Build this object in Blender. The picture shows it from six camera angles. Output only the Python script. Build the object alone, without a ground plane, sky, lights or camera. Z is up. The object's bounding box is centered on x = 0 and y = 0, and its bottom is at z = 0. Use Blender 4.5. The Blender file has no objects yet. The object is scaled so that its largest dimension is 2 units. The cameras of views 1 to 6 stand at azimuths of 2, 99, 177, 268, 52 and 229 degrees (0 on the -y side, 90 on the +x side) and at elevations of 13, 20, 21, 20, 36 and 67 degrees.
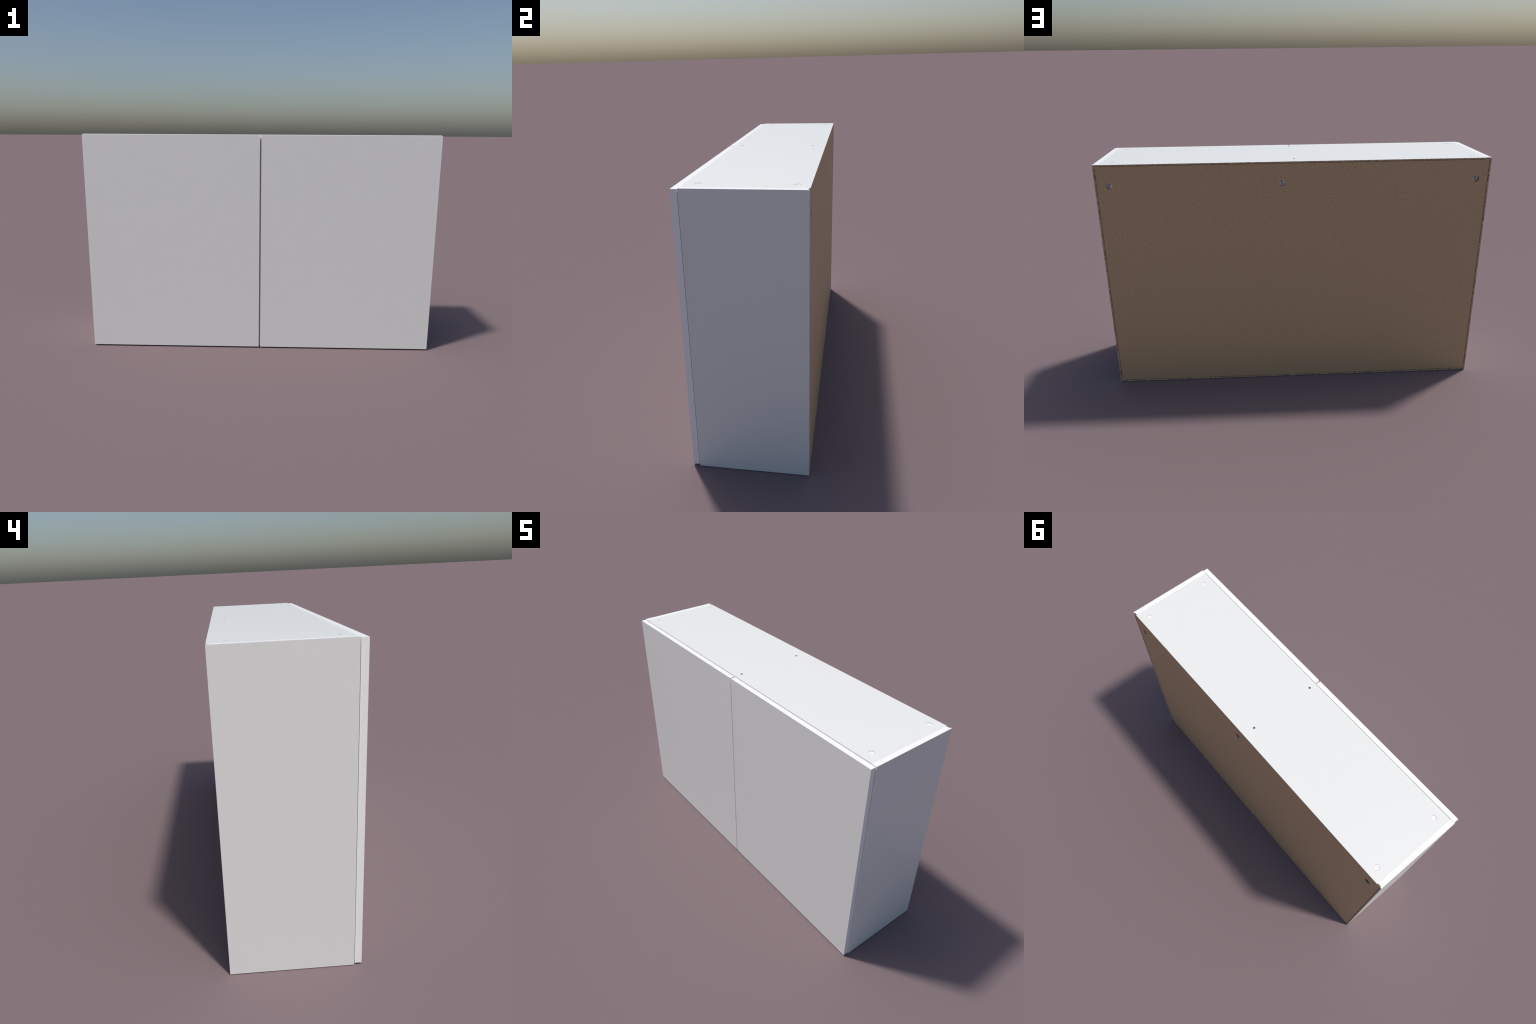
"""White two-door wall cabinet: laminated chipboard carcass with edge banding,
a brown hardboard back let into a rebate, cam fasteners and two flat doors."""
import bpy, bmesh, math
from mathutils import Vector

# ---------------------------------------------------------------- dimensions
HALF_W, HEIGHT = 1.000, 1.249
Y_BACK, Y_FRONT = 0.256, -0.2265          # carcass back and front
BOARD = 0.0275                            # board thickness
BAND = 0.0010                             # edge band thickness
REB_W, REB_D = 0.0200, 0.0053             # rebate for the back panel
INNER_X = HALF_W - BOARD
Y_REB = Y_BACK - REB_D
LIP = 0.0065                              # what the rebate leaves of top / bottom
DOOR_FRONT, DOOR_BACK = -0.256, -0.2296
DOOR_X, SEAM = 0.9965, 0.0045
DOOR_Z0, DOOR_Z1 = 0.0050, 1.2461
JOINT = 0.0003                            # hairline at butt joints


# ---------------------------------------------------------------- materials
def new_mat(name):
    m = bpy.data.materials.new(name)
    m.use_nodes = True
    nt = m.node_tree
    return m, nt, nt.nodes["Principled BSDF"]


def mottled(name, dark, light, scale, rough, detail=3.0, stretch=(1, 1, 1),
            bump=0.0, bump_scale=200.0, metallic=0.0, spread=(0.35, 0.65), spec=0.5):
    m, nt, bsdf = new_mat(name)
    N, L = nt.nodes, nt.links
    tc = N.new("ShaderNodeTexCoord")
    mp = N.new("ShaderNodeMapping")
    mp.inputs["Scale"].default_value = stretch
    L.new(tc.outputs["Object"], mp.inputs["Vector"])
    nz = N.new("ShaderNodeTexNoise")
    nz.inputs["Scale"].default_value = scale
    nz.inputs["Detail"].default_value = detail
    L.new(mp.outputs["Vector"], nz.inputs["Vector"])
    cr = N.new("ShaderNodeValToRGB")
    cr.color_ramp.elements[0].position = spread[0]
    cr.color_ramp.elements[1].position = spread[1]
    cr.color_ramp.elements[0].color = (*dark, 1)
    cr.color_ramp.elements[1].color = (*light, 1)
    L.new(nz.outputs["Fac"], cr.inputs["Fac"])
    L.new(cr.outputs["Color"], bsdf.inputs["Base Color"])
    bsdf.inputs["Roughness"].default_value = rough
    bsdf.inputs["Metallic"].default_value = metallic
    bsdf.inputs["Specular IOR Level"].default_value = spec
    if bump:
        n2 = N.new("ShaderNodeTexNoise")
        n2.inputs["Scale"].default_value = bump_scale
        n2.inputs["Detail"].default_value = 2.0
        L.new(tc.outputs["Object"], n2.inputs["Vector"])
        bp = N.new("ShaderNodeBump")
        bp.inputs["Strength"].default_value = bump
        bp.inputs["Distance"].default_value = 0.001
        L.new(n2.outputs["Fac"], bp.inputs["Height"])
        L.new(bp.outputs["Normal"], bsdf.inputs["Normal"])
    return m


def chipboard_material():
    """Raw sawn chipboard: flakes of several browns with pale and dark chips."""
    m, nt, bsdf = new_mat("raw_chipboard")
    N, L = nt.nodes, nt.links
    tc = N.new("ShaderNodeTexCoord")
    vo = N.new("ShaderNodeTexVoronoi")
    vo.inputs["Scale"].default_value = 150.0
    L.new(tc.outputs["Object"], vo.inputs["Vector"])
    sep = N.new("ShaderNodeSeparateColor")
    L.new(vo.outputs["Color"], sep.inputs["Color"])
    nz = N.new("ShaderNodeTexNoise")
    nz.inputs["Scale"].default_value = 60.0
    nz.inputs["Detail"].default_value = 4.0
    L.new(tc.outputs["Object"], nz.inputs["Vector"])
    mx = N.new("ShaderNodeMath")
    mx.operation = 'MULTIPLY_ADD'
    L.new(sep.outputs["Red"], mx.inputs[0])
    mx.inputs[1].default_value = 0.55
    sc = N.new("ShaderNodeMath")
    sc.operation = 'MULTIPLY'
    sc.inputs[1].default_value = 0.45
    L.new(nz.outputs["Fac"], sc.inputs[0])
    L.new(sc.outputs[0], mx.inputs[2])
    cr = N.new("ShaderNodeValToRGB")
    e = cr.color_ramp.elements
    e[0].position, e[0].color = 0.15, (0.26, 0.165, 0.085, 1)
    e[1].position, e[1].color = 0.85, (0.70, 0.565, 0.41, 1)
    mid = e.new(0.5)
    mid.color = (0.50, 0.345, 0.205, 1)
    L.new(mx.outputs[0], cr.inputs["Fac"])
    L.new(cr.outputs["Color"], bsdf.inputs["Base Color"])
    bsdf.inputs["Roughness"].default_value = 0.85
    return m


ROUGH = 0.34
LAMINATE = mottled("white_laminate", (0.842, 0.845, 0.812), (0.846, 0.849, 0.816),
                   14.0, ROUGH, detail=6.0)
EDGE = mottled("white_edge_band", (0.980, 0.975, 0.955), (0.985, 0.980, 0.960), 40.0, ROUGH)
HARDBOARD = mottled("brown_hardboard", (0.495, 0.330, 0.184), (0.635, 0.424, 0.238),
                    110.0, 0.6, detail=8.0, spread=(0.3, 0.7))
BOARD_EDGE = mottled("hardboard_edge", (0.60, 0.40, 0.22), (0.74, 0.52, 0.31), 120.0, 0.8)
CHIP = chipboard_material()
DRILLED = mottled("drilled_chipboard", (0.68, 0.58, 0.49), (0.80, 0.71, 0.62), 150.0, 0.8)
PLASTIC = mottled("white_plastic", (0.95, 0.95, 0.93), (0.96, 0.96, 0.94), 60.0, 0.45)
ZINC = mottled("zinc_metal", (0.62, 0.60, 0.61), (0.70, 0.68, 0.69), 90.0, 0.42, metallic=1.0)
SLOT = mottled("slot_metal", (0.33, 0.34, 0.36), (0.43, 0.44, 0.46), 90.0, 0.5, metallic=1.0)
SHADE_DARKENED_ZINC = mottled("shade_darkened_zinc", (0.11, 0.11, 0.12), (0.16, 0.16, 0.17), 90.0, 0.5,  # same zinc, blackened to paint the shadow on the hole walls
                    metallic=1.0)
STEEL = mottled("sky_tinted_steel", (0.33, 0.37, 0.46), (0.39, 0.43, 0.52), 90.0, 0.4, metallic=1.0)  # plain grey steel; blue tint in the colour is the sky's reflection


# ---------------------------------------------------------------- mesh tools
COL = bpy.context.scene.collection


def link(name, bm, mats, parent, smooth=False):
    me = bpy.data.meshes.new(name)
    bmesh.ops.recalc_face_normals(bm, faces=bm.faces)
    bm.to_mesh(me)
    bm.free()
    for m in mats:
        me.materials.append(m)
    if smooth:
        me.polygons.foreach_set("use_smooth", [True] * len(me.polygons))
    ob = bpy.data.objects.new(name, me)
    COL.objects.link(ob)
    ob.parent = parent
    return ob


def prism(outline, axis, lo, hi):
    """Extrude a closed 2D outline along an axis (x: outline is yz, y: xz, z: xy)."""
    bm = bmesh.new()

    def put(a, b, t):
        return {'x': (t, a, b), 'y': (a, t, b), 'z': (a, b, t)}[axis]
    r0 = [bm.verts.new(put(a, b, lo)) for a, b in outline]
    r1 = [bm.verts.new(put(a, b, hi)) for a, b in outline]
    n = len(outline)
    bm.faces.new(r0)
    bm.faces.new(r1)
    for i in range(n):
        j = (i + 1) % n
        bm.faces.new((r0[i], r0[j], r1[j], r1[i]))
    bmesh.ops.recalc_face_normals(bm, faces=bm.faces)
    return bm


def rect(a0, a1, b0, b1):
    return [(a0, b0), (a1, b0), (a1, b1), (a0, b1)]


def box(name, x0, x1, y0, y1, z0, z1, mats, parent, chamfer=0.0):
    bm = prism(rect(x0, x1, y0, y1), 'z', z0, z1)
    if chamfer:
        bmesh.ops.bevel(bm, geom=bm.edges[:], offset=chamfer, segments=1, affect='EDGES')
    return link(name, bm, mats, parent)


def set_mats(ob, rule):
    for p in ob.data.polygons:
        p.material_index = rule(p.center, p.normal)


def circle(cx, cy, r, n=40):
    return [(cx + r * math.cos(2 * math.pi * i / n), cy + r * math.sin(2 * math.pi * i / n))
            for i in range(n)]


def drill(ob, cutters):
    """Cut prisms out of an object and throw the cutters away."""
    for bm in cutters:
        me = bpy.data.meshes.new("drill_bit")
        bm.to_mesh(me)
        bm.free()
        cut = bpy.data.objects.new("drill_bit", me)
        COL.objects.link(cut)
        mod = ob.modifiers.new("hole", 'BOOLEAN')
        mod.operation, mod.solver, mod.object = 'DIFFERENCE', 'EXACT', cut
        dg = bpy.context.evaluated_depsgraph_get()
        new = bpy.data.meshes.new_from_object(ob.evaluated_get(dg))
        ob.modifiers.remove(mod)
        old = ob.data
        ob.data = new
        new.name = old.name
        bpy.data.meshes.remove(old)
        bpy.data.objects.remove(cut)
        bpy.data.meshes.remove(me)


def arrow_slot(length, head, stem, split=0.32):
    """Outline of the arrow-shaped driver slot, head towards +b."""
    h, top = length / 2, length / 2 - length * split
    return [(-stem / 2, -h), (stem / 2, -h), (stem / 2 * 1.15, top * 0.55), (head / 2, top),
            (head / 2, h * 0.9), (0, h), (-head / 2, h * 0.9), (-head / 2, top),
            (-stem / 2 * 1.15, top * 0.55)]


# ---------------------------------------------------------------- the cabinet
cabinet = bpy.data.objects.new("wall_cabinet", None)
COL.objects.link(cabinet)
cabinet["label"] = "plain white two-door wall cabinet with brown hardboard back"
cabinet["category"] = "cabinet"


# --- side panels: L-shaped in plan because of the rebate for the back panel
def side_outline(s, y_front):
    pts = [(INNER_X, y_front), (HALF_W, y_front), (HALF_W, Y_BACK),
           (INNER_X + REB_W, Y_BACK), (INNER_X + REB_W, Y_REB), (INNER_X, Y_REB)]
    return [(s * x, y) for x, y in pts]


for s in (1, -1):
    side = link("side_panel", prism(side_outline(s, Y_FRONT + BAND), 'z', BAND, HEIGHT - BAND),
                [LAMINATE, CHIP], cabinet)
    set_mats(side, lambda c, n: 0 if abs(n.x) > 0.9 and (abs(c.x) > HALF_W - 1e-4 or
                                                         abs(c.x) < INNER_X + 1e-4) else 1)
    for z0, z1 in ((HEIGHT - BAND, HEIGHT), (0.0, BAND)):
        link("edge_band", prism(side_outline(s, Y_FRONT), 'z', z0, z1), [EDGE], side)
    x0, x1 = sorted((s * INNER_X, s * HALF_W))
    box("edge_band", x0, x1, Y_FRONT, Y_FRONT + BAND, BAND, HEIGHT - BAND, [EDGE], side)

# --- top and bottom panels between the sides, rebated along the back
CAP_X, CAP_Y = 0.917, (-0.1692, 0.2043)
PIN_Y = (-0.1847, 0.1889)
HORIZ_FRONT = -0.2250
CAP_HOLE, CAP_R, PIN_HOLE = 0.0136, 0.0127, 0.0066
XT = INNER_X - JOINT

for top in (True, False):
    def zz(d):                                   # d = depth below the outer face
        return HEIGHT - d if top else d
    prof = [(HORIZ_FRONT + BAND, zz(0)), (Y_BACK, zz(0)), (Y_BACK, zz(LIP)), (Y_REB, zz(LIP)),
            (Y_REB, zz(BOARD)), (HORIZ_FRONT + BAND, zz(BOARD))]
    panel = link("top_panel" if top else "bottom_panel", prism(prof, 'x', -XT, XT),
                 [LAMINATE, CHIP, DRILLED], cabinet)
    cuts = []
    for sx in (1, -1):
        for y in CAP_Y:
            z = sorted((zz(-0.01), zz(0.012)))
            cuts.append(prism(circle(sx * CAP_X, y, CAP_HOLE), 'z', *z))
    for y in PIN_Y:
        z = sorted((zz(-0.01), zz(0.008)))
        cuts.append(prism(circle(0, y, PIN_HOLE, 28), 'z', *z))
    drill(panel, cuts)
    set_mats(panel, lambda c, n: 0 if abs(n.z) > 0.9 and (
        abs(c.z - zz(0)) < 1e-4 or abs(c.z - zz(BOARD)) < 1e-4) else 1)
    for p in panel.data.polygons:                # walls of the cam holes
        if p.material_index == 1 and abs(abs(p.center.x) - CAP_X) < 0.02:
            p.material_index = 2
    z0, z1 = sorted((zz(0), zz(BOARD)))
    box("edge_band", -XT, XT, HORIZ_FRONT, HORIZ_FRONT + BAND, z0, z1, [EDGE], panel)

    # white cam locks near the corners, arrow slot pointing at the side panel
    for sx in (1, -1):
        for y in CAP_Y:
            z = sorted((zz(0.0010), zz(0.0115)))
            bm = prism(circle(0, 0, CAP_R), 'z', *z)
            lid = [e for e in bm.edges if all(abs(v.co.z - zz(0.0010)) < 1e-6 for v in e.verts)]
            bmesh.ops.bevel(bm, geom=lid, offset=0.0007, segments=2, affect='EDGES')
            for v in bm.verts:
                v.co.x += sx * CAP_X
                v.co.y += y
            cam = link("cam_lock", bm, [PLASTIC], panel)
            slot = [(sx * (CAP_X + b), y + a) for a, b in arrow_slot(0.013, 0.0075, 0.0035)]
            z = sorted((zz(0.0), zz(0.0026)))
            drill(cam, [prism(slot, 'z', *z)])
    # steel pin ends over the divider
    for y in PIN_Y:
        z = sorted((zz(0.0010), zz(0.0078)))
        bm = prism(circle(0, y, PIN_HOLE - 0.0004, 24), 'z', *z)
        pin = link("steel_pin", bm, [STEEL], panel)
        z = sorted((zz(0.0), zz(0.0025)))
        drill(pin, [prism(circle(0, y, 0.0022, 6), 'z', *z)])

# --- upright divider behind the meeting line of the doors
divider = box("divider", -BOARD / 2, BOARD / 2, HORIZ_FRONT + BAND, Y_REB - 0.001,
              BOARD + JOINT, HEIGHT - BOARD - JOINT, [LAMINATE, CHIP], cabinet)
set_mats(divider, lambda c, n: 0 if abs(n.x) > 0.9 else 1)
box("edge_band", -BOARD / 2, BOARD / 2, HORIZ_FRONT, HORIZ_FRONT + BAND,
    BOARD + JOINT, HEIGHT - BOARD - JOINT, [EDGE], divider)

# --- hardboard back panel lying in the rebate
BX, BZ0, BZ1 = 0.9900, 0.0097, HEIGHT - 0.0097
BY0, BY1 = 0.2512, 0.2546
FIX = ((0.9294, 1.142), (0.0645, 1.142), (-0.9294, 1.142))
FIX_R = 0.0169
back = box("back_panel", -BX, BX, BY0, BY1, BZ0, BZ1, [HARDBOARD, LAMINATE, BOARD_EDGE], cabinet)
drill(back, [prism(circle(x, z, FIX_R), 'y', BY0 - 0.02, BY1 + 0.02) for x, z in FIX])
set_mats(back, lambda c, n: 0 if n.y > 0.9 else (1 if n.y < -0.9 else 2))

# zinc hanging fasteners seen at the bottom of the three round holes
for (x, z), turn in zip(FIX, (14, -6, -16)):
    floor = 0.2446
    cup = prism(circle(0, 0, FIX_R + 0.003), 'y', 0.2300, BY0 - 0.0003)
    fastener = link("hanging_fastener", cup, [ZINC, SHADE_DARKENED_ZINC, SLOT], back)
    a = math.radians(turn)
    slot = [(p * math.cos(a) - q * math.sin(a) + 0.0018, p * math.sin(a) + q * math.cos(a) + 0.0012)
            for p, q in arrow_slot(0.0195, 0.0150, 0.0085)]
    drill(fastener, [prism(circle(0, 0, FIX_R - 0.0003), 'y', floor, 0.26),
                     prism(slot, 'y', floor - 0.005, floor + 0.002)])
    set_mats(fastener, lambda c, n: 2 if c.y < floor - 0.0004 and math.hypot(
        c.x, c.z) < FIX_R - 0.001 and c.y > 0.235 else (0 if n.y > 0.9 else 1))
    fastener.location = (x, 0, z)

# --- doors: laminated leaf with an edge band all round
for s in (1, -1):
    x0, x1 = sorted((s * SEAM, s * DOOR_X))
    door = box("door", x0 + BAND, x1 - BAND, DOOR_FRONT, DOOR_BACK, DOOR_Z0 + BAND,
               DOOR_Z1 - BAND, [LAMINATE, CHIP], cabinet)
    set_mats(door, lambda c, n: 0 if abs(n.y) > 0.9 else 1)
    for z0, z1 in ((DOOR_Z0, DOOR_Z0 + BAND), (DOOR_Z1 - BAND, DOOR_Z1)):
        box("edge_band", x0, x1, DOOR_FRONT, DOOR_BACK, z0, z1, [EDGE], door)
    for a, b in ((x0, x0 + BAND), (x1 - BAND, x1)):
        box("edge_band", a, b, DOOR_FRONT, DOOR_BACK, DOOR_Z0 + BAND, DOOR_Z1 - BAND,
            [EDGE], door)
